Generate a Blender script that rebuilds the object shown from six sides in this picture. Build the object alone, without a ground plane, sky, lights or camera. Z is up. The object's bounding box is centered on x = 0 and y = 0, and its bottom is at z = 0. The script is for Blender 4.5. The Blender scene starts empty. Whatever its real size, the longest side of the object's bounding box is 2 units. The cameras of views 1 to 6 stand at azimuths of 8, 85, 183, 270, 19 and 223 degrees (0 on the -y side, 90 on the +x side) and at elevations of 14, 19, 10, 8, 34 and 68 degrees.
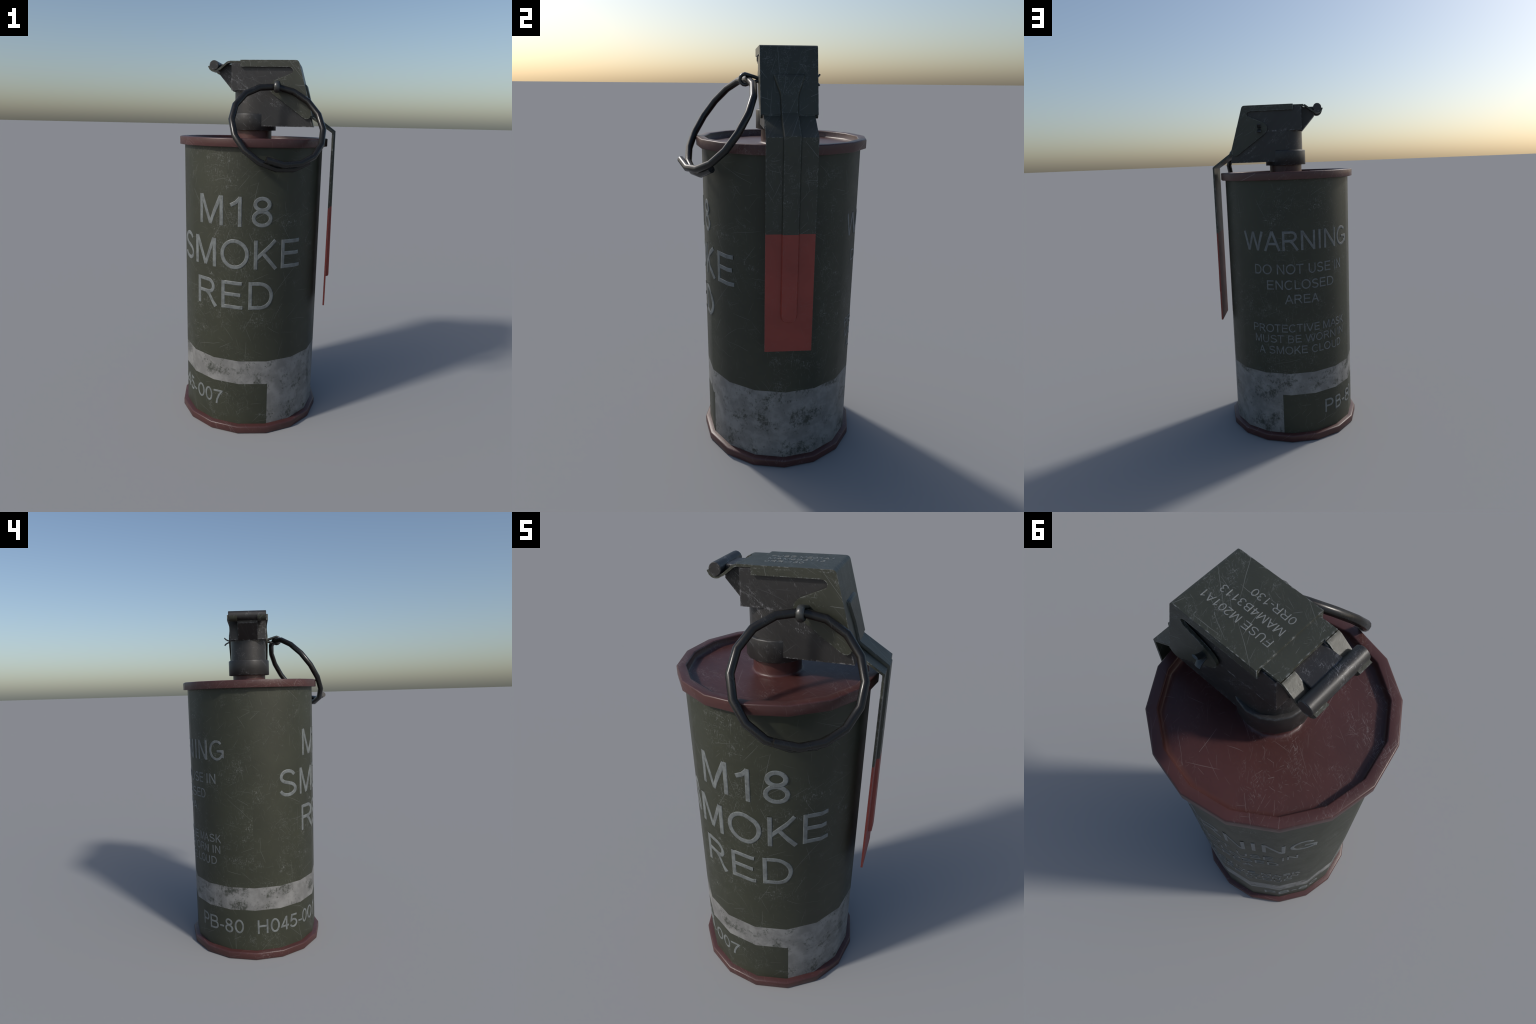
# Smoke canister grenade: sixteen-sided olive can, red lid and rims, black fuze head,
# sheet-metal safety lever with a red tip, pull ring on a cotter pin, stencilled lettering.
import bpy, bmesh, math
from mathutils import Vector, Matrix

TAU = 2 * math.pi
CX, CY = -0.0225, 0.0380          # axis of the can
FY = 0.0380                       # mid plane of the fuze head and lever
SIDES = 16
CAN_R = 0.3828

scene_col = bpy.context.scene.collection

# ------------------------------------------------------------------ materials
class Tree:
    def __init__(self, name):
        self.mat = bpy.data.materials.new(name)
        self.mat.use_nodes = True
        self.nt = self.mat.node_tree
        self.nt.nodes.clear()
        self.out = self.nt.nodes.new("ShaderNodeOutputMaterial")
        self.bsdf = self.nt.nodes.new("ShaderNodeBsdfPrincipled")
        self.nt.links.new(self.bsdf.outputs[0], self.out.inputs[0])
        self.obj = self.nt.nodes.new("ShaderNodeTexCoord").outputs["Object"]

    def put(self, sock, val):
        if isinstance(val, bpy.types.NodeSocket):
            self.nt.links.new(val, sock)
        elif isinstance(val, (tuple, list)):
            sock.default_value = tuple(val) + (1.0,) if len(val) == 3 and len(sock.default_value) == 4 else val
        else:
            sock.default_value = val

    def math(self, op, a, b=0.0, c=0.0, clamp=False):
        n = self.nt.nodes.new("ShaderNodeMath")
        n.operation = op
        n.use_clamp = clamp
        for i, v in enumerate((a, b, c)):
            self.put(n.inputs[i], v)
        return n.outputs[0]

    def step(self, v, lo, hi):
        n = self.nt.nodes.new("ShaderNodeMapRange")
        n.interpolation_type = 'SMOOTHSTEP'
        for i, x in enumerate((v, lo, hi, 0.0, 1.0)):
            self.put(n.inputs[i], x)
        return n.outputs[0]

    def mix(self, f, a, b):
        n = self.nt.nodes.new("ShaderNodeMix")
        n.data_type = 'RGBA'
        self.put(n.inputs[0], f)
        self.put(n.inputs[6], a)
        self.put(n.inputs[7], b)
        return n.outputs[2]

    def mapping(self, vec, rot=(0, 0, 0), scale=(1, 1, 1), loc=(0, 0, 0)):
        n = self.nt.nodes.new("ShaderNodeMapping")
        self.put(n.inputs[0], vec)
        n.inputs["Rotation"].default_value = rot
        n.inputs["Scale"].default_value = scale
        n.inputs["Location"].default_value = loc
        return n.outputs[0]

    def noise(self, vec, scale, detail=2.0, rough=0.5, dist=0.0):
        n = self.nt.nodes.new("ShaderNodeTexNoise")
        self.put(n.inputs["Vector"], vec)
        n.inputs["Scale"].default_value = scale
        n.inputs["Detail"].default_value = detail
        n.inputs["Roughness"].default_value = rough
        n.inputs["Distortion"].default_value = dist
        return n.outputs[0]

    def sep(self, vec):
        n = self.nt.nodes.new("ShaderNodeSeparateXYZ")
        self.put(n.inputs[0], vec)
        return n.outputs

    def comb(self, x, y, z):
        n = self.nt.nodes.new("ShaderNodeCombineXYZ")
        for i, v in enumerate((x, y, z)):
            self.put(n.inputs[i], v)
        return n.outputs[0]

    def unrolled(self):
        """Surface of the can rolled out flat: (arc length, height, 0), and the angle in degrees."""
        x, y, z = self.sep(self.obj)
        ang = self.math('ARCTAN2', self.math('SUBTRACT', y, CY), self.math('SUBTRACT', x, CX))
        return self.comb(self.math('MULTIPLY', ang, CAN_R), z, 0.0), self.math('MULTIPLY', ang, 180 / math.pi), z

    def flat(self):
        """Sheared projection of the object onto two coordinates: works on faces of every direction."""
        x, y, z = self.sep(self.obj)
        u = self.math('ADD', y, self.math('MULTIPLY', x, 0.55))
        w = self.math('ADD', z, self.math('MULTIPLY', x, 0.80))
        return self.comb(u, w, 0.0)

    def scratches(self, vec, cells, length, width, share, seed):
        """Straight scratches: in each Voronoi cell one short line of its own direction and length."""
        n = self.nt.nodes.new("ShaderNodeTexVoronoi")
        n.voronoi_dimensions = '2D'
        v = self.mapping(vec, loc=(seed, seed * 0.37, 0))
        self.put(n.inputs["Vector"], v)
        n.inputs["Scale"].default_value = cells
        d = self.nt.nodes.new("ShaderNodeVectorMath")
        d.operation = 'SUBTRACT'
        self.put(d.inputs[0], v)
        self.put(d.inputs[1], n.outputs["Position"])
        r, g, b = self.sep(n.outputs["Color"])
        px, py, _ = self.sep(d.outputs[0])
        ang = self.math('MULTIPLY', r, math.pi)
        c, s = self.math('COSINE', ang), self.math('SINE', ang)
        along = self.math('ABSOLUTE', self.math('ADD', self.math('MULTIPLY', px, c), self.math('MULTIPLY', py, s)))
        across = self.math('ABSOLUTE', self.math('SUBTRACT', self.math('MULTIPLY', py, c), self.math('MULTIPLY', px, s)))
        span = self.math('MULTIPLY', self.math('ADD', g, 0.25), length / cells)
        taper = self.math('SUBTRACT', 1.0, self.math('DIVIDE', along, span), clamp=True)
        w = self.math('MULTIPLY', self.math('SQRT', taper), width)
        m = self.math('SUBTRACT', 1.0, self.step(across, self.math('MULTIPLY', w, 0.35), self.math('ADD', w, 0.00002)))
        m = self.math('MULTIPLY', m, self.step(taper, 0.0, 0.15))
        return self.math('MULTIPLY', m, self.math('MULTIPLY', self.math('LESS_THAN', b, share), self.math('ADD', 0.35, self.math('MULTIPLY', g, 0.65))))

    def edge(self, radius):
        """1 near the object's edges, where paint wears off."""
        b = self.nt.nodes.new("ShaderNodeBevel")
        b.samples = 6
        b.inputs[0].default_value = radius
        g = self.nt.nodes.new("ShaderNodeNewGeometry")
        d = self.nt.nodes.new("ShaderNodeVectorMath")
        d.operation = 'DOT_PRODUCT'
        self.put(d.inputs[0], b.outputs[0])
        self.put(d.inputs[1], g.outputs["Normal"])
        return self.math('SUBTRACT', 1.0, d.outputs["Value"])

    def worn(self, vec, base, pale, amount=1.0, seed=0.0, size=1.0, scuffs=1.0, lines=1.0):
        """Base colour with tonal drift, scuffed clusters, specks and scratches in all directions."""
        k = 1.0 / size
        drift = self.noise(self.mapping(vec, loc=(seed, 0, 0)), 4.0 * k, 3.0, 0.6)
        col = self.mix(self.step(drift, 0.3, 0.7), tuple(c * 0.90 for c in base), tuple(c * 1.08 for c in base))
        wob = self.nt.nodes.new("ShaderNodeTexNoise")
        self.put(wob.inputs["Vector"], vec)
        wob.inputs["Scale"].default_value = 5.0 * k
        wob.inputs["Detail"].default_value = 1.0
        bend = self.nt.nodes.new("ShaderNodeVectorMath")
        bend.operation = 'MULTIPLY_ADD'
        self.put(bend.inputs[0], wob.outputs["Color"])
        bend.inputs[1].default_value = (0.03 * size, 0.03 * size, 0.0)
        self.put(bend.inputs[2], vec)
        bv = bend.outputs[0]
        patch = self.step(self.noise(self.mapping(vec, loc=(seed + 3, 1, 2)), 4.2 * k, 3.0, 0.6), 0.42, 0.60)
        clump = self.step(self.noise(self.mapping(vec, loc=(seed + 6, 3, 1)), 13.0 * k, 4.0, 0.65), 0.465, 0.65)
        up = self.noise(self.mapping(vec, rot=(0, 0, 0.10), scale=(210 * k, 36 * k, 1), loc=(seed, 5, 0)), 1.0, 2.0, 0.65)
        side = self.noise(self.mapping(vec, rot=(0, 0, -0.16), scale=(34 * k, 230 * k, 1), loc=(seed, 9, 0)), 1.0, 2.0, 0.65)
        hatch = self.math('MAXIMUM', self.step(up, 0.57, 0.72), self.step(side, 0.585, 0.73))
        grit = self.step(self.noise(self.mapping(vec, loc=(seed, 2, 7)), 110.0 * k, 4.0, 0.75), 0.56, 0.70)
        worn_spot = self.math('MULTIPLY', self.math('MAXIMUM', hatch, self.math('MULTIPLY', grit, 0.8)), clump)
        fine = self.math('MAXIMUM', self.scratches(bv, 30 * k, 0.58, 0.0007 * (0.5 + 0.5 * size), 0.45, seed), self.scratches(bv, 52 * k, 0.55, 0.0006 * (0.5 + 0.5 * size), 0.40, seed + 1.3))
        rub = self.math('MULTIPLY', self.math('MAXIMUM', self.math('MULTIPLY', fine, 0.38 * lines), self.math('MULTIPLY', worn_spot, 0.62)), patch)
        rub = self.math('MULTIPLY', rub, scuffs)
        speck = self.math('MULTIPLY', self.step(self.noise(self.mapping(vec, loc=(seed, 9, 4)), 60.0 * k, 3.0, 0.7), 0.72, 0.78), 0.45)
        long_ = self.math('MAXIMUM', self.scratches(bv, 5.0 * k, 0.62, 0.0011, 0.55, seed + 4), self.scratches(bv, 10.0 * k, 0.58, 0.0009, 0.55, seed + 7))
        long_ = self.math('MULTIPLY', self.math('MAXIMUM', long_, self.math('MULTIPLY', self.scratches(bv, 19.0 * k, 0.55, 0.0009, 0.5, seed + 9), 0.55)), 0.36 * lines)
        wear = self.math('MAXIMUM', self.math('MAXIMUM', rub, speck), long_)
        wear = self.math('MULTIPLY', wear, amount, clamp=True)
        return self.mix(wear, col, pale), wear

    def finish(self, color, wear=None, rough=0.5, bump_vec=None, bump=0.12, scale=90.0, metallic=0.0, spec=0.5, size=0.004):
        self.put(self.bsdf.inputs["Base Color"], color)
        self.bsdf.inputs["Metallic"].default_value = metallic
        self.bsdf.inputs["Specular IOR Level"].default_value = spec
        vec = bump_vec or self.obj
        var = self.noise(vec, 14.0, 4.0, 0.65)
        r = self.math('ADD', rough - 0.09, self.math('MULTIPLY', var, 0.18))
        self.put(self.bsdf.inputs["Roughness"], r)
        if bump:
            h = self.noise(vec, scale, 3.0, 0.6)
            dents = self.step(self.noise(vec, 38.0, 2.0, 0.5), 0.66, 0.76)
            h = self.math('SUBTRACT', h, self.math('MULTIPLY', dents, 0.8))
            b = self.nt.nodes.new("ShaderNodeBump")
            b.inputs["Strength"].default_value = bump
            b.inputs["Distance"].default_value = size
            self.put(b.inputs["Height"], h)
            self.put(self.bsdf.inputs["Normal"], b.outputs[0])
        return self.mat


OLIVE = (0.0310, 0.0336, 0.0215)
RED = (0.062, 0.0222, 0.0202)
BLACK = (0.0215, 0.0205, 0.020)
PALE = (0.25, 0.262, 0.255)
BAND = (0.180, 0.180, 0.175)
TIP = (0.250, 0.039, 0.028)


def can_material():
    t = Tree("olive_can_paint")
    vec, ang, z = t.unrolled()
    base, wear = t.worn(vec, OLIVE, PALE, 1.05, 1.0)
    # pale marking band: a stripe all round that drops to the bottom rim on the lever side
    stripe = t.math('MULTIPLY', t.math('GREATER_THAN', z, 0.2915), t.math('LESS_THAN', z, 0.4270))
    below = t.math('LESS_THAN', z, 0.4270)
    panel = t.math('MULTIPLY', below, t.math('MULTIPLY', t.math('GREATER_THAN', ang, -66.1), t.math('LESS_THAN', ang, 82.5)))
    band = t.math('MAXIMUM', stripe, panel)
    n1 = t.noise(t.mapping(t.obj, loc=(2, 2, 0)), 9.0, 5.0, 0.62)
    n2 = t.noise(t.mapping(t.obj, scale=(1.15, 1.15, 0.9), loc=(0, 7, 0)), 64.0, 7.0, 0.80, 0.2)
    dirt = t.step(t.math('ADD', t.math('MULTIPLY', n1, 0.62), t.math('MULTIPLY', n2, 0.55)), 0.590, 0.715)
    tone = t.mix(t.step(t.noise(t.obj, 14.0, 4.0, 0.62), 0.36, 0.66), tuple(c * 0.80 for c in BAND), tuple(c * 1.16 for c in BAND))
    pale = t.mix(t.math('MULTIPLY', dirt, 0.88), tone, (0.030, 0.034, 0.025))
    return t.finish(t.mix(band, base, pale), wear, 0.50, vec, 0.10, spec=0.42)


def painted(name, base, pale, amount, seed, size=1.0, rough=0.48, edge=0.0, spec=0.5, metallic=0.0, bump=0.10, lines=1.0, scuffs=1.0):
    t = Tree(name)
    col, wear = t.worn(t.flat(), base, pale, amount, seed, size, scuffs, lines)
    if edge:
        e = t.step(t.edge(edge), 0.012, 0.08)
        chips = t.step(t.noise(t.obj, 55.0, 4.0, 0.75), 0.49, 0.62)
        col = t.mix(t.math('MULTIPLY', t.math('MULTIPLY', e, chips), 0.75), col, pale)
    return t.finish(col, wear, rough, None, bump, spec=spec, metallic=metallic)


def letter_material(name, base):
    t = Tree(name)
    vec, ang, z = t.unrolled()
    n = t.noise(vec, 22.0, 5.0, 0.68)
    col = t.mix(t.step(n, 0.34, 0.66), tuple(c * 0.72 for c in base), tuple(c * 1.15 for c in base))
    rub = t.step(t.noise(t.mapping(vec, scale=(1.6, 0.7, 1)), 70.0, 3.0, 0.7), 0.56, 0.72)
    col = t.mix(t.math('MULTIPLY', rub, 0.60), col, OLIVE)
    return t.finish(col, None, 0.42, vec, 0.0)


M_CAN = can_material()
M_RED = painted("red_oxide_paint", RED, (0.235, 0.200, 0.195), 1.35, 4.0, 0.8, rough=0.42)
M_FUZE = painted("black_cast_metal", BLACK, (0.24, 0.24, 0.25), 0.90, 7.0, 0.6, rough=0.45, edge=0.012, lines=0.40, scuffs=1.7)
M_LEVER = painted("olive_lever_paint", (0.033, 0.035, 0.024), PALE, 1.2, 11.0, 0.55, rough=0.46, edge=0.006)
M_TIP = painted("red_lever_tip_paint", TIP, (0.24, 0.15, 0.14), 0.5, 13.0, 0.7, rough=0.5, edge=0.004)
M_RING = painted("dark_steel_wire", (0.0095, 0.0090, 0.0080), (0.12, 0.12, 0.12), 0.5, 15.0, 0.7, rough=0.29, spec=0.45, bump=0.04)
M_PIN = painted("grey_steel_pin", (0.030, 0.032, 0.030), (0.15, 0.15, 0.15), 0.6, 18.0, 0.5, rough=0.33, spec=0.7, bump=0.04)
M_LETTER = letter_material("worn_grey_stencil", (0.143, 0.156, 0.155))
M_WARN = letter_material("faded_grey_stencil", (0.118, 0.129, 0.132))
M_STAMP = letter_material("stamped_bare_metal", (0.165, 0.175, 0.170))

# ------------------------------------------------------------------ geometry helpers
def make(name, verts, faces, mat, parent, angle=38.0, mats=None, pick=None, bevel=0.0, bevel_angle=50.0, segs=2):
    me = bpy.data.meshes.new(name)
    bm = bmesh.new()
    vs = [bm.verts.new(v) for v in verts]
    for f in faces:
        try:
            bm.faces.new([vs[i] for i in f])
        except ValueError:
            pass
    bmesh.ops.remove_doubles(bm, verts=bm.verts, dist=1e-5)
    bmesh.ops.recalc_face_normals(bm, faces=bm.faces)
    if bevel:
        es = [e for e in bm.edges if len(e.link_faces) == 2 and e.calc_face_angle(0) > math.radians(bevel_angle)]
        bmesh.ops.bevel(bm, geom=es, offset=bevel, segments=segs, profile=0.5, affect='EDGES', clamp_overlap=True)
    for f in bm.faces:
        f.smooth = True
        if pick:
            f.material_index = pick(f.calc_center_median())
    bm.to_mesh(me)
    bm.free()
    for m in (mats or [mat]):
        me.materials.append(m)
    me.set_sharp_from_angle(angle=math.radians(angle))
    ob = bpy.data.objects.new(name, me)
    scene_col.objects.link(ob)
    if parent is not None:
        ob.parent = parent
    return ob


def merge(parts):
    verts, faces = [], []
    for v, f in parts:
        o = len(verts)
        verts += v
        faces += [[i + o for i in q] for q in f]
    return verts, faces


def revolve(profile, cx, cy, n=SIDES, cap0=False, cap1=False, a0=0.0):
    verts, faces = [], []
    for r, z in profile:
        for k in range(n):
            a = a0 + TAU * k / n
            verts.append((cx + r * math.cos(a), cy + r * math.sin(a), z))
    for i in range(len(profile) - 1):
        for k in range(n):
            k2 = (k + 1) % n
            faces.append([i * n + k, i * n + k2, (i + 1) * n + k2, (i + 1) * n + k])
    if cap0:
        faces.append(list(range(n))[::-1])
    if cap1:
        faces.append([(len(profile) - 1) * n + k for k in range(n)])
    return verts, faces


def prism(poly, y0, y1):
    """Outline in the x-z plane pushed through from y0 to y1."""
    n = len(poly)
    verts = [(x, y0, z) for x, z in poly] + [(x, y1, z) for x, z in poly]
    faces = [[i, (i + 1) % n, n + (i + 1) % n, n + i] for i in range(n)]
    return verts, faces + [list(range(n))[::-1], list(range(n, 2 * n))]


def offset_path(path, d):
    """Shift a polyline in x-z sideways (to its left) by d, with mitred corners."""
    out = []
    for i, p in enumerate(path):
        a = Vector(path[max(i - 1, 0)])
        b = Vector(p)
        c = Vector(path[min(i + 1, len(path) - 1)])
        t1 = (b - a).normalized() if i else (c - b).normalized()
        t2 = (c - b).normalized() if i < len(path) - 1 else t1
        n1, n2 = Vector((-t1.y, t1.x)), Vector((-t2.y, t2.x))
        m = (n1 + n2).normalized()
        out.append(tuple(b + m * (d / max(0.35, m.dot(n1)))))
    return out


def strip(path, thick, y0, y1):
    """Bent sheet: path is one face of the sheet in x-z, thickness to its left."""
    back = offset_path(path, thick)
    n = len(path)
    verts = []
    for y in (y0, y1):
        verts += [(x, y, z) for x, z in path] + [(x, y, z) for x, z in back]
    m = 2 * n
    faces = []
    for i in range(n - 1):
        faces += [[i, i + 1, n + i + 1, n + i], [m + i, m + n + i, m + n + i + 1, m + i + 1],
                  [i, m + i, m + i + 1, i + 1], [n + i, n + i + 1, m + n + i + 1, m + n + i]]
    faces += [[0, n, m + n, m], [n - 1, m + n - 1, m + 2 * n - 1, 2 * n - 1]]
    return verts, faces


def tube(pts, ra, rb=None, sides=10, side_axis=None):
    """Wire along pts; ra across (towards side_axis when given), rb the other way."""
    rb = rb or ra
    pts = [Vector(p) for p in pts]
    verts, faces = [], []
    prev = None
    for i, p in enumerate(pts):
        t = (pts[min(i + 1, len(pts) - 1)] - pts[max(i - 1, 0)]).normalized()
        if side_axis is not None:
            u = Vector(side_axis)
        else:
            u = prev if prev is not None else t.orthogonal()
        u = (u - t * u.dot(t)).normalized()
        prev = u
        w = t.cross(u)
        k = 1.0
        if 0 < i < len(pts) - 1:
            k = 1.0 / max(0.5, math.cos(0.5 * (pts[i + 1] - p).angle(p - pts[i - 1])))
        for s in range(sides):
            a = TAU * (s + 0.5) / sides
            verts.append(tuple(p + u * (ra * math.cos(a)) + w * (rb * k * math.sin(a))))
    n = len(pts)
    for i in range(n - 1):
        for s in range(sides):
            s2 = (s + 1) % sides
            faces.append([i * sides + s, i * sides + s2, (i + 1) * sides + s2, (i + 1) * sides + s])
    faces += [list(range(sides))[::-1], [(n - 1) * sides + s for s in range(sides)]]
    return verts, faces


def arc(cx, cz, r, a0, a1, n):
    return [(cx + r * math.cos(math.radians(a0 + (a1 - a0) * i / n)), cz + r * math.sin(math.radians(a0 + (a1 - a0) * i / n))) for i in range(n + 1)]


# ------------------------------------------------------------------ the thing
root = bpy.data.objects.new("smoke_grenade", None)
root["label"] = "olive drab smoke canister with red lid, pull ring and lever"
root["category"] = "smoke grenade"
scene_col.objects.link(root)

# can wall and its rims
v, f = revolve([(CAN_R, 0.030), (CAN_R, 1.575)], CX, CY)
can = make("can_wall", v, f, M_CAN, root)


# rolled rims of nearly square section, and the sunk lid plate with its neck
def corner_arc(r, z, b, a0, a1, n=3):
    """Rounded corner of a rim profile: centre (r, z), radius b."""
    return [(r + b * math.cos(math.radians(a0 + (a1 - a0) * i / n)), z + b * math.sin(math.radians(a0 + (a1 - a0) * i / n))) for i in range(n + 1)]


RB = 0.0055
v, f = revolve([(CAN_R - 0.004, 1.5672)] + corner_arc(0.4085 - 0.003, 1.5672 + 0.003, 0.003, -90, 0, 2) + corner_arc(0.4085 - RB, 1.6105 - RB, RB, 0, 90)
               + corner_arc(0.3690 + RB, 1.6105 - RB, RB, 90, 180) + [(0.3680, 1.5850), (0.3610, 1.5780), (0.3480, 1.5780),
                (0.1250, 1.5780), (0.1120, 1.5780), (0.1055, 1.5792), (0.1005, 1.5830), (0.0985, 1.5890), (0.0985, 1.6000), (0.0985, 1.650)], CX, CY)
lid = make("lid", v, f, M_RED, root, angle=75)
v, f = revolve([(CAN_R - 0.004, 0.0465), (0.3870, 0.0445), (0.4010, 0.0420)] + corner_arc(0.4085 - 0.0055, 0.0405 - 0.0055, 0.0055, 75, 0, 2) + [(0.4085, 0.004), (0.4055, 0.0),
                (0.3690, 0.0), (0.3690, 0.026), (0.362, 0.032), (0.350, 0.032)], CX, CY, cap1=True)
make("bottom_rim", v, f, M_RED, root, angle=75)

# ------------------------------------------------------------------ fuze head
HB = 0.1070                                   # half width of the casting
def front_x(z):                               # sloping front of the casting
    return 0.2060 + (1.986 - z) * 0.315

box = prism([(-0.131, 1.986), (-0.131, 1.850), (front_x(1.850), 1.850), (front_x(1.986), 1.986)], FY - HB, FY + HB)
# lower body: half round towards the back, straight sides running into the sloped front
plan = [(CX + 0.1070 * math.cos(math.radians(a)), FY + 0.1070 * math.sin(math.radians(a))) for a in (90, 112.5, 135, 157.5, 180, 202.5, 225, 247.5, 270)]
plan += [(0.030, FY - HB)]
low, high = [], []
for x, y in plan:
    low.append((x, y, 1.6685)); high.append((x, y, 1.850))
for y in (FY - HB, FY + HB):
    low.append((front_x(1.6685), y, 1.6685)); high.append((front_x(1.850), y, 1.850))
low.append((0.030, FY + HB, 1.6685)); high.append((0.030, FY + HB, 1.850))
n = len(low)
body = (low + high, [[i, (i + 1) % n, n + (i + 1) % n, n + i] for i in range(n)] + [list(range(n))[::-1]])
fuze = make("fuze_body", *merge([box, body]), M_FUZE, root, angle=40)
fuze.data.materials[0] = M_FUZE

v, f = revolve([(0.095, 1.6460), (0.1215, 1.6460), (0.1228, 1.6475), (0.1228, 1.7285), (0.1215, 1.7325), (0.1180, 1.7345), (0.1060, 1.7350)], CX - 0.0008, FY)
make("fuze_collar", v, f, M_FUZE, root, angle=50)

# hinge block that carries the hinge pin behind the head
wedge = prism([(-0.128, 1.9845), (-0.128, 1.8470), (-0.1312, 1.8475), (-0.2070, 1.9345), (-0.2070, 1.9845)], FY - 0.0575, FY + 0.0575)
make("hinge_block", *wedge, M_FUZE, fuze, bevel=0.002, segs=1)

PX, PZ, PR = -0.2245, 1.9750, 0.0247
v, f = [], []
for y, r in ((FY - 0.1075, PR - 0.002), (FY - 0.1055, PR), (FY + 0.1055, PR), (FY + 0.1075, PR - 0.002)):
    v += [(PX + r * math.cos(TAU * (k + 0.5) / 14), y, PZ + r * math.sin(TAU * (k + 0.5) / 14)) for k in range(14)]
for i in range(3):
    f += [[i * 14 + k, i * 14 + (k + 1) % 14, (i + 1) * 14 + (k + 1) % 14, (i + 1) * 14 + k] for k in range(14)]
f += [list(range(14))[::-1], [42 + k for k in range(14)]]
make("hinge_pin", v, f, M_FUZE, fuze)

# ------------------------------------------------------------------ safety lever
HC = 0.1215                                   # half width of the folded cover
T = 0.0100                                    # sheet thickness
corner = [(0.2059, 2.0000), (0.2118, 1.9991), (0.2170, 1.9968), (0.2212, 1.9925), (0.2240, 1.9868)]
outer = [(-0.0815, 2.0000)] + corner + [(0.3003, 1.7270)]
shell = strip(outer[::-1], T, FY - HC, FY + HC)     # thickness falls to the inside
inner = offset_path(outer[::-1], T)[::-1]

# side cheek below the folded top: slot, rounded ear for the pin, tail down to the front
ear = [(0.1720, 1.9665), (0.1800, 1.9645), (0.1870, 1.9605), (0.1920, 1.9545), (0.1940, 1.9470), (0.1925, 1.9410), (0.1885, 1.9370),
       (0.1145, 1.9065), (0.0985, 1.9000), (0.0870, 1.8915), (0.0795, 1.8820), (0.0755, 1.8730), (0.0745, 1.8650), (0.0760, 1.8560),
       (0.0805, 1.8470), (0.0880, 1.8370), (0.0985, 1.8280), (0.2500, 1.7195), (0.2590, 1.7140), (0.2690, 1.7098), (0.2790, 1.7102),
       (0.2870, 1.7140), (0.2925, 1.7205), (inner[-1][0], inner[-1][1])]
cheek = [(-0.0815, 1.9665)] + ear + inner[-2:0:-1] + [(-0.0815, inner[0][1])]
cheeks = [prism(cheek, FY - HC, FY - HC + T), prism(cheek, FY + HC - T, FY + HC)]

# two tongues that hook under the hinge pin
hook = [(-0.0830, 1.9875), (-0.1430, 1.9875), (-0.1520, 1.9845), (-0.1930, 1.9530)]
hook += [(PX + 0.0335 * math.cos(math.radians(a)), PZ + 0.0335 * math.sin(math.radians(a))) for a in (-50, -72, -95, -118, -141, -164, -172)]
hook = offset_path(hook, 0.0)
tongues = [strip(hook[1:], -0.0095, FY + s * 0.0575 if s > 0 else FY - 0.1035, FY + 0.1035 if s > 0 else FY - 0.0575) for s in (-1, 1)]
bridge = strip([(-0.0810, 1.9875), (-0.1390, 1.9875)], -0.0097, FY - 0.1035, FY + 0.1035)
link = [strip([(-0.1390, 1.9875), hook[1]], -0.0097, FY - 0.1035, FY - 0.0575), strip([(-0.1390, 1.9875), hook[1]], -0.0097, FY + 0.0575, FY + 0.1035)]

# long blade: kinked away from the fuze, then straight down beside the can
HW = 0.1075
blade_path = [(0.2985, 1.7290), (0.3005, 1.7215), (0.4175, 1.6460), (0.4175, 1.2437), (0.4175, 0.6855)]
blade = strip(blade_path, -0.0092, FY - HW, FY + HW)

# pressed stiffening rib along cover front and blade
def slope_x(z):                                 # face of the cover front
    return 0.2240 + (1.9868 - z) * (0.3003 - 0.2240) / (1.9868 - 1.7270)

stations = [(slope_x(1.8870), 1.8870, 0.0600, 0.0000), (slope_x(1.8830), 1.8830, 0.0655, 0.0060), (slope_x(1.8780), 1.8780, 0.0665, 0.0095), (slope_x(1.8700), 1.8700, 0.0650, 0.0098),
            (slope_x(1.8100), 1.8100, 0.0430, 0.0098), (slope_x(1.8020), 1.8020, 0.0410, 0.0098), (slope_x(1.7900), 1.7900, 0.0395, 0.0098), (slope_x(1.7290), 1.7290, 0.0385, 0.0098),
            (0.4175, 1.6460, 0.0385, 0.0090), (0.4175, 1.2437, 0.0385, 0.0115), (0.4175, 0.8700, 0.0385, 0.0148), (0.4175, 0.8520, 0.0350, 0.0148),
            (0.4175, 0.8400, 0.0270, 0.0140), (0.4175, 0.8330, 0.0160, 0.0090), (0.4175, 0.8290, 0.0080, 0.0000)]
path = [(s[0], s[1]) for s in stations]
rv, rf = [], []
for i, (x, z, hw, h) in enumerate(stations):
    a = Vector(path[max(i - 1, 0)]); c = Vector(path[min(i + 1, len(path) - 1)]); b = Vector((x, z))
    t1 = (b - a).normalized() if i else (c - b).normalized()
    t2 = (c - b).normalized() if i < len(path) - 1 else t1
    n1, n2 = Vector((-t1.y, t1.x)), Vector((-t2.y, t2.x))
    m = (n1 + n2).normalized()
    k = 1 / m.dot(n1)
    for w, d in ((-hw, -0.003), (-hw, 0.0), (-hw + 0.0035, h * 0.75), (-hw + 0.0065, h), (hw - 0.0065, h), (hw - 0.0035, h * 0.75), (hw, 0.0), (hw, -0.003)):
        q = b + m * (d * k)
        rv.append((q.x, FY + w, q.y))
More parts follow.
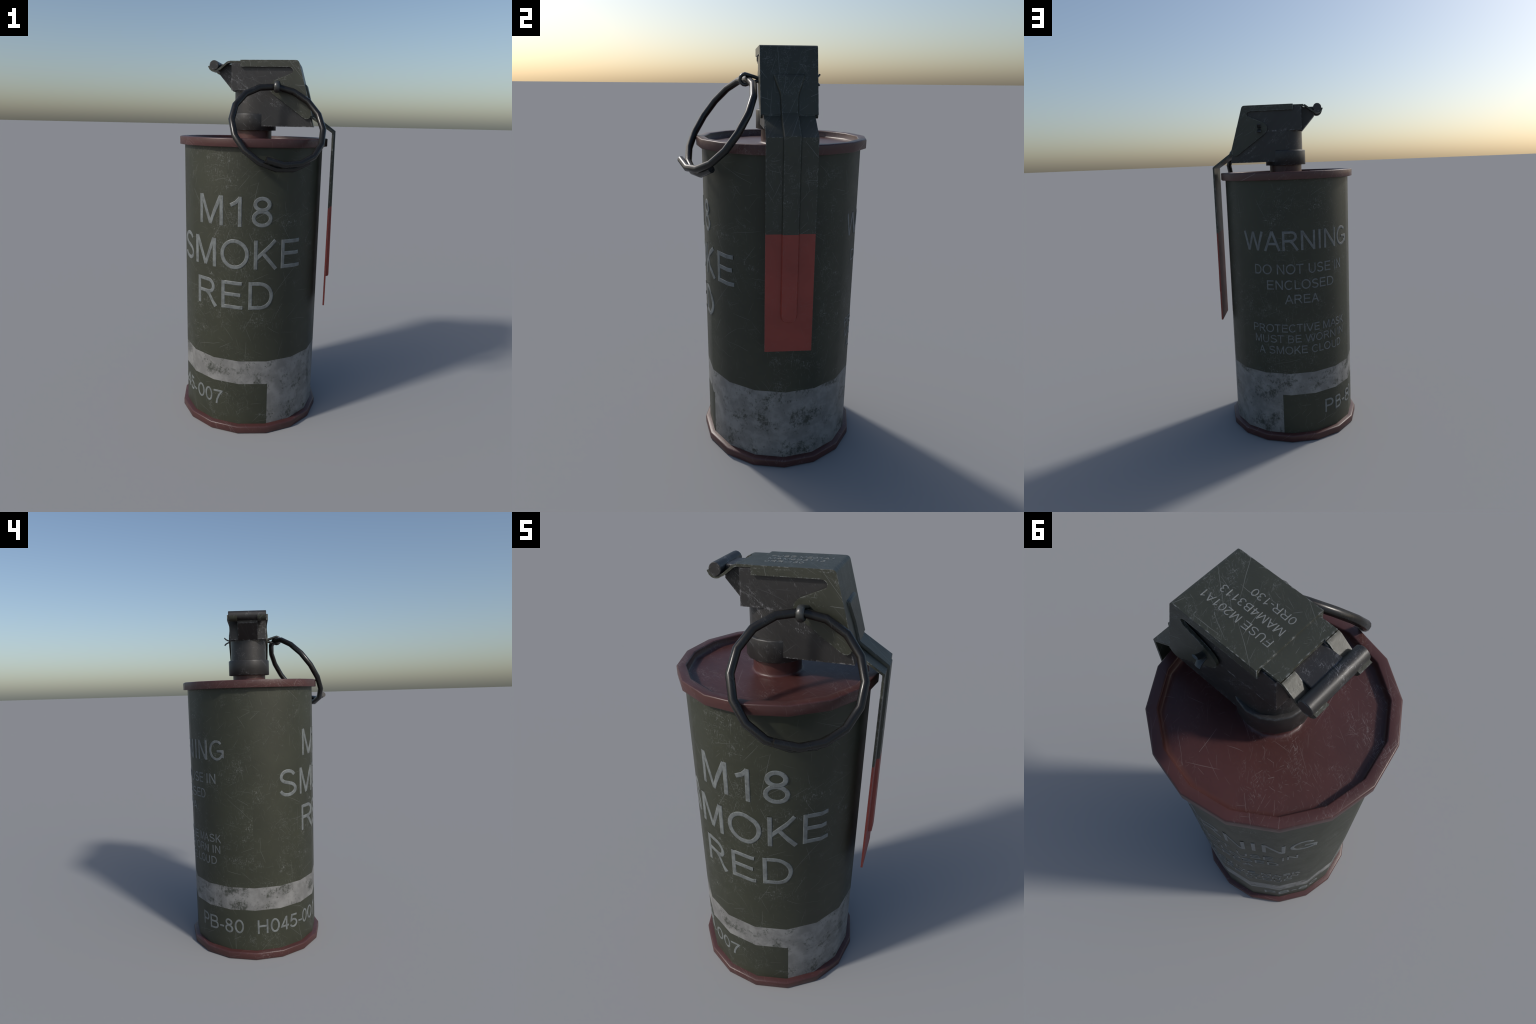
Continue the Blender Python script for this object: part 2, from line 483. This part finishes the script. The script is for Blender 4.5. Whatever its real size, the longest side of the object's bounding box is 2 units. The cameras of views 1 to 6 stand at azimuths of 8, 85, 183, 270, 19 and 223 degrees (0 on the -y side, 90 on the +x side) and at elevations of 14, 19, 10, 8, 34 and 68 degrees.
for i in range(len(stations) - 1):
    for j in range(7):
        rf.append([i * 8 + j, i * 8 + j + 1, (i + 1) * 8 + j + 1, (i + 1) * 8 + j])
is_tip = lambda c: 1 if c.z < 1.2437 else 0
lever = make("safety_lever", *merge([shell] + cheeks + [blade]), None, root, angle=35, mats=[M_LEVER, M_TIP], pick=is_tip)
make("lever_rib", rv, rf, None, lever, angle=33, mats=[M_LEVER, M_TIP], pick=is_tip)
make("lever_hook", *merge(tongues + [bridge] + link), M_LEVER, lever, angle=40)

# ------------------------------------------------------------------ cotter pin and pull ring
QX, QZ = 0.1215, 1.8648
ex, ey, er = QX - 0.001, FY - 0.1790, 0.0225
loop = [(QX, FY - 0.105, QZ + 0.0048), (QX, FY - 0.1235, QZ + 0.0062)]
for a in (62, 90, 122, 154, 186, 218, 250, 278, 300):
    ar = math.radians(a)
    loop.append((ex, ey - er * math.cos(ar) * -1.0, QZ + er * math.sin(ar)))
loop += [(QX, FY - 0.1235, QZ - 0.0062), (QX, FY - 0.105, QZ - 0.0048)]
eye = tube(loop, 0.0150, 0.0078, sides=10, side_axis=(1, 0, 0))
leg_u = tube([(QX, FY + 0.112, QZ + 0.0045), (QX, FY + 0.1235, QZ + 0.0050), (QX, FY + 0.1330, QZ + 0.0085), (QX, FY + 0.1440, QZ + 0.0150), (QX, FY + 0.1515, QZ + 0.0235)], 0.0115, 0.0042, sides=8, side_axis=(1, 0, 0))
leg_d = tube([(QX, FY + 0.112, QZ - 0.0045), (QX, FY + 0.1235, QZ - 0.0050), (QX, FY + 0.1330, QZ - 0.0085), (QX, FY + 0.1440, QZ - 0.0150), (QX, FY + 0.1515, QZ - 0.0235)], 0.0115, 0.0042, sides=8, side_axis=(1, 0, 0))
make("cotter_pin", *merge([eye, leg_u, leg_d]), M_PIN, root, angle=60)

RC = Vector((0.1448, -0.2592, 1.6723))
RN = Vector((0.3200, -0.7618, 0.5632)).normalized()
RU = RN.cross(Vector((0, 0, 1))).normalized()
RV = RU.cross(RN)
RR = 0.2342
def ring_rise(k, last):
    """Split ring: the two ends ride over each other like one and a bit turns of a spring."""
    head = (0.0355, 0.0225, 0.0135, 0.0040, 0.0)
    tail = (-0.0200, -0.0225, -0.0180, -0.0085, -0.0020)
    if k < len(head):
        return head[k]
    if last - k < len(tail):
        return tail[last - k]
    return 0.0
steps = 19
ring_pts = []
for k in range(steps + 1):
    a = math.radians(-65.0 - 22.1 * k)
    p = RC + RU * (RR * math.cos(a)) + RV * (RR * math.sin(a)) + RN * ring_rise(k, steps)
    ring_pts.append(p)
make("pull_ring", *tube(ring_pts, 0.0163, sides=10, side_axis=RN), M_RING, root, angle=50)

# ------------------------------------------------------------------ lettering
# A plain grotesque drawn as strokes: cap height 1, stroke centre lines, advance widths.
def bow(cx, cy, rx, ry, a0, a1, n=10):
    return [(cx + rx * math.cos(math.radians(a0 + (a1 - a0) * i / n)), cy + ry * math.sin(math.radians(a0 + (a1 - a0) * i / n))) for i in range(n + 1)]

S = 0.066                                        # half a stroke
TOP = 1 - S
GLYPHS = {
    'A': (0.93, [[(0.07, 0), (0.465, 1)], [(0.86, 0), (0.465, 1)], [(0.23, 0.36), (0.70, 0.36)]]),
    'B': (0.93, [[(0.17, 0), (0.17, 1)], [(0.17, TOP), (0.52, TOP)] + bow(0.52, 0.735, 0.21, 0.199, 90, -90, 8) + [(0.17, 0.536)],
                 [(0.52, 0.536)] + bow(0.55, 0.301, 0.235, 0.235, 90, -90, 8) + [(0.17, S)]]),
    'C': (1.01, [bow(0.52, 0.5, 0.40, 0.455, 42, 318, 20)]),
    'D': (1.01, [[(0.18, 0), (0.18, 1)], [(0.18, TOP), (0.48, TOP)] + bow(0.48, 0.5, 0.40, 0.434, 90, -90, 14) + [(0.18, S)]]),
    'E': (0.93, [[(0.18, 0), (0.18, 1)], [(0.18, TOP), (0.83, TOP)], [(0.18, 0.52), (0.79, 0.52)], [(0.18, S), (0.86, S)]]),
    'F': (0.85, [[(0.18, 0), (0.18, 1)], [(0.18, TOP), (0.79, TOP)], [(0.18, 0.50), (0.72, 0.50)]]),
    'G': (1.09, [bow(0.55, 0.5, 0.42, 0.455, 46, 322, 20) + [(0.955, 0.20), (0.955, 0.46), (0.58, 0.46)]]),
    'H': (1.01, [[(0.18, 0), (0.18, 1)], [(0.83, 0), (0.83, 1)], [(0.18, 0.53), (0.83, 0.53)]]),
    'I': (0.39, [[(0.195, 0), (0.195, 1)]]),
    'K': (0.93, [[(0.17, 0), (0.17, 1)], [(0.82, 1), (0.19, 0.36)], [(0.40, 0.57), (0.86, 0)]]),
    'L': (0.78, [[(0.17, 0), (0.17, 1)], [(0.17, S), (0.73, S)]]),
    'M': (1.16, [[(0.165, 0), (0.165, 1)], [(0.19, 0.99), (0.58, 0.03)], [(0.97, 0.99), (0.58, 0.03)], [(0.995, 0), (0.995, 1)]]),
    'N': (1.01, [[(0.17, 0), (0.17, 1)], [(0.19, 0.96), (0.82, 0.04)], [(0.84, 0), (0.84, 1)]]),
    'O': (1.09, [bow(0.545, 0.5, 0.43, 0.455, 90, 450, 28)]),
    'P': (0.93, [[(0.17, 0), (0.17, 1)], [(0.17, TOP), (0.55, TOP)] + bow(0.55, 0.695, 0.24, 0.239, 90, -90, 9) + [(0.17, 0.456)]]),
    'R': (1.01, [[(0.17, 0), (0.17, 1)], [(0.17, TOP), (0.60, TOP)] + bow(0.60, 0.715, 0.235, 0.219, 90, -90, 9) + [(0.17, 0.496)], [(0.52, 0.48), (0.64, 0.40), (0.93, 0)]]),
    'S': (0.93, [bow(0.46, 0.735, 0.30, 0.215, 18, 180, 8) + bow(0.47, 0.72, 0.31, 0.20, 195, 258, 3) + bow(0.46, 0.27, 0.34, 0.225, 75, 0, 5) + bow(0.46, 0.27, 0.34, 0.22, -15, -166, 8)]),
    'T': (0.85, [[(0.425, 0), (0.425, 1)], [(0.04, TOP), (0.81, TOP)]]),
    'U': (1.01, [[(0.18, 1), (0.18, 0.38)] + bow(0.505, 0.38, 0.325, 0.335, 180, 360, 12) + [(0.83, 1)]]),
    'V': (0.93, [[(0.06, 1), (0.465, 0)], [(0.87, 1), (0.465, 0)]]),
    'W': (1.32, [[(0.08, 1), (0.36, 0.02)], [(0.66, 0.97), (0.36, 0.02)], [(0.66, 0.97), (0.96, 0.02)], [(1.24, 1), (0.96, 0.02)]]),
    '0': (0.78, [bow(0.39, 0.5, 0.275, 0.445, 90, 450, 24)]),
    '1': (0.78, [[(0.465, 0), (0.465, 1)], [(0.445, 0.93), (0.33, 0.80), (0.15, 0.70)]]),
    '2': (0.78, [bow(0.39, 0.70, 0.27, 0.245, 165, -20, 10) + [(0.54, 0.47), (0.16, S), (0.72, S)]]),
    '3': (0.78, [bow(0.37, 0.735, 0.23, 0.21, 160, -90, 10), bow(0.37, 0.285, 0.27, 0.24, 90, -165, 12)]),
    '4': (0.78, [[(0.53, 0), (0.53, 1)], [(0.50, 0.96), (0.10, 0.30), (0.72, 0.30)]]),
    '5': (0.78, [[(0.67, TOP), (0.24, TOP), (0.16, 0.50)] + bow(0.38, 0.325, 0.285, 0.27, 130, -160, 14)]),
    '7': (0.78, [[(0.09, TOP), (0.68, TOP), (0.50, 0.66), (0.36, 0.33), (0.30, 0)]]),
    '8': (0.78, [bow(0.39, 0.755, 0.225, 0.195, 90, 450, 18), bow(0.39, 0.285, 0.27, 0.235, 90, 450, 20)]),
    '-': (0.46, [[(0.06, 0.36), (0.41, 0.36)]]),
    ' ': (0.39, []),
}


def resample(pts, step):
    out = [pts[0]]
    for a, b in zip(pts, pts[1:]):
        d = math.hypot(b[0] - a[0], b[1] - a[1])
        n = max(1, math.ceil(d / step))
        out += [(a[0] + (b[0] - a[0]) * i / n, a[1] + (b[1] - a[1]) * i / n) for i in range(1, n + 1)]
    clean = [out[0]]
    for p in out[1:]:
        if math.hypot(p[0] - clean[-1][0], p[1] - clean[-1][1]) > 1e-4:
            clean.append(p)
    return clean


def lettering(name, text, x0, x1, y0, cap, place, mat, parent, rise, bold=1.0):
    """Set a line of strokes from x0 to x1 on the surface described by place(x, y, height) -> point, normal."""
    pen, strokes = 0.0, []
    for ch in text:
        adv, lines = GLYPHS[ch]
        for s in lines:
            strokes.append([(x + pen, y) for x, y in s])
        pen += adv
    left = min(p[0] for s in strokes for p in s) - S
    right = max(p[0] for s in strokes for p in s) + S
    sx = (x1 - x0) / (right - left)
    verts, faces, norms = [], [], []
    half = S * cap * bold
    rim = half * 0.42
    for si, s in enumerate(strokes):
        pts = [(x0 + (x - left) * sx, y0 + y * cap) for x, y in s]
        pts = resample(pts, max(0.006, cap * 0.06))
        lift = 0.00012 * (si % 7)
        closed = math.hypot(pts[0][0] - pts[-1][0], pts[0][1] - pts[-1][1]) < 1e-4
        base = len(verts)
        n = len(pts)
        for i, p in enumerate(pts):
            a = pts[i - 1] if i else (pts[-2] if closed else p)
            b = pts[i + 1] if i < n - 1 else (pts[1] if closed else p)
            t1 = Vector((p[0] - a[0], p[1] - a[1])); t2 = Vector((b[0] - p[0], b[1] - p[1]))
            t1 = t1.normalized() if t1.length > 0 else t2.normalized()
            t2 = t2.normalized() if t2.length > 0 else t1
            nn = (Vector((-t1.y, t1.x)) + Vector((-t2.y, t2.x))).normalized()
            k = 1.0 / max(0.6, nn.dot(Vector((-t1.y, t1.x))))
            for w, h, tilt in ((-half, -0.0012, -1), (-half, rise * 0.35, -1), (-half + rim, rise, 0), (half - rim, rise, 0), (half, rise * 0.35, 1), (half, -0.0012, 1)):
                q = (p[0] + nn.x * w * k, p[1] + nn.y * w * k)
                P, N, E1, E2 = place(q[0], q[1], h + lift)
                verts.append(P)
                norms.append((N + (E1 * nn.x + E2 * nn.y) * (tilt * 0.55)).normalized())
        for i in range(n - 1):
            for j in range(5):
                faces.append([base + i * 6 + j, base + (i + 1) * 6 + j, base + (i + 1) * 6 + j + 1, base + i * 6 + j + 1])
        if not closed:
            faces.append([base + j for j in range(6)])
            faces.append([base + (n - 1) * 6 + j for j in range(6)][::-1])
    me = bpy.data.meshes.new(name)
    me.from_pydata([tuple(p) for p in verts], [], faces)
    me.update()
    # winding: make every top face look outwards
    bm = bmesh.new(); bm.from_mesh(me)
    for fc in bm.faces:
        fc.smooth = True
        c = fc.verts[0].index
        want = sum((norms[q.index] for q in fc.verts), Vector())
        if fc.normal.dot(want) < 0:
            fc.normal_flip()
    bm.to_mesh(me); bm.free()
    me.normals_split_custom_set_from_vertices([tuple(q) for q in norms])
    me.materials.append(mat)
    ob = bpy.data.objects.new(name, me)
    scene_col.objects.link(ob)
    ob.parent = parent
    return ob


def on_can(x, y, h):
    """x is the angle in degrees times the arc length per degree; the can's flat facets are followed."""
    a = x / CAN_R
    seg = TAU / SIDES
    off = (a % seg) - seg / 2
    r = CAN_R * math.cos(seg / 2) / math.cos(off) + h + 0.0006
    N = Vector((math.cos(a), math.sin(a), 0))
    return Vector((CX + r * math.cos(a), CY + r * math.sin(a), y)), N, Vector((-math.sin(a), math.cos(a), 0)), Vector((0, 0, 1))


def on_cover(x, y, h):
    return Vector((x, y, 2.0 + h)), Vector((0, 0, 1)), Vector((1, 0, 0)), Vector((0, 1, 0))


ARC = CAN_R * math.pi / 180
for text, a0, a1, z0, z1, mat, rise in (
        ("M18", -127.9, -65.4, 1.172, 1.325, M_LETTER, 0.0011),
        ("SMOKE", -156.2, -37.8, 0.948, 1.102, M_LETTER, 0.0011),
        ("RED", -130.7, -63.1, 0.726, 0.879, M_LETTER, 0.0011),
        ("WARNING", 49.5, 156.4, 1.167, 1.279, M_WARN, 0.0008),
        ("DO NOT USE IN", 60.5, 146.4, 1.031, 1.088, M_WARN, 0.0006),
        ("ENCLOSED", 71.8, 134.6, 0.940, 0.995, M_WARN, 0.0006),
        ("AREA", 87.4, 118.4, 0.855, 0.908, M_WARN, 0.0006),
        ("PROTECTIVE MASK", 56.0, 150.0, 0.683, 0.731, M_WARN, 0.0006),
        ("MUST BE WORN IN", 57.5, 148.8, 0.618, 0.665, M_WARN, 0.0006),
        ("A SMOKE CLOUD", 61.4, 144.4, 0.549, 0.597, M_WARN, 0.0006),
        ("PB-80", 122.8, 169.2, 0.147, 0.231, M_LETTER, 0.0007),
        ("H045-007", 181.5, 255.6, 0.148, 0.232, M_LETTER, 0.0007)):
    lettering("lettering", text, a0 * ARC, a1 * ARC, z0, z1 - z0, on_can, mat, can, rise, 0.95)

for text, x0, x1, y0 in (("FUSE M201A1", -0.0550, 0.1790, 0.0690), ("MAM4B3113", -0.0550, 0.1570, 0.0255), ("0RR-130", -0.0550, 0.0905, -0.0187)):
    lettering("stamped_lettering", text, x0, x1, y0, 0.0245, on_cover, M_STAMP, lever, 0.0006, 0.85)
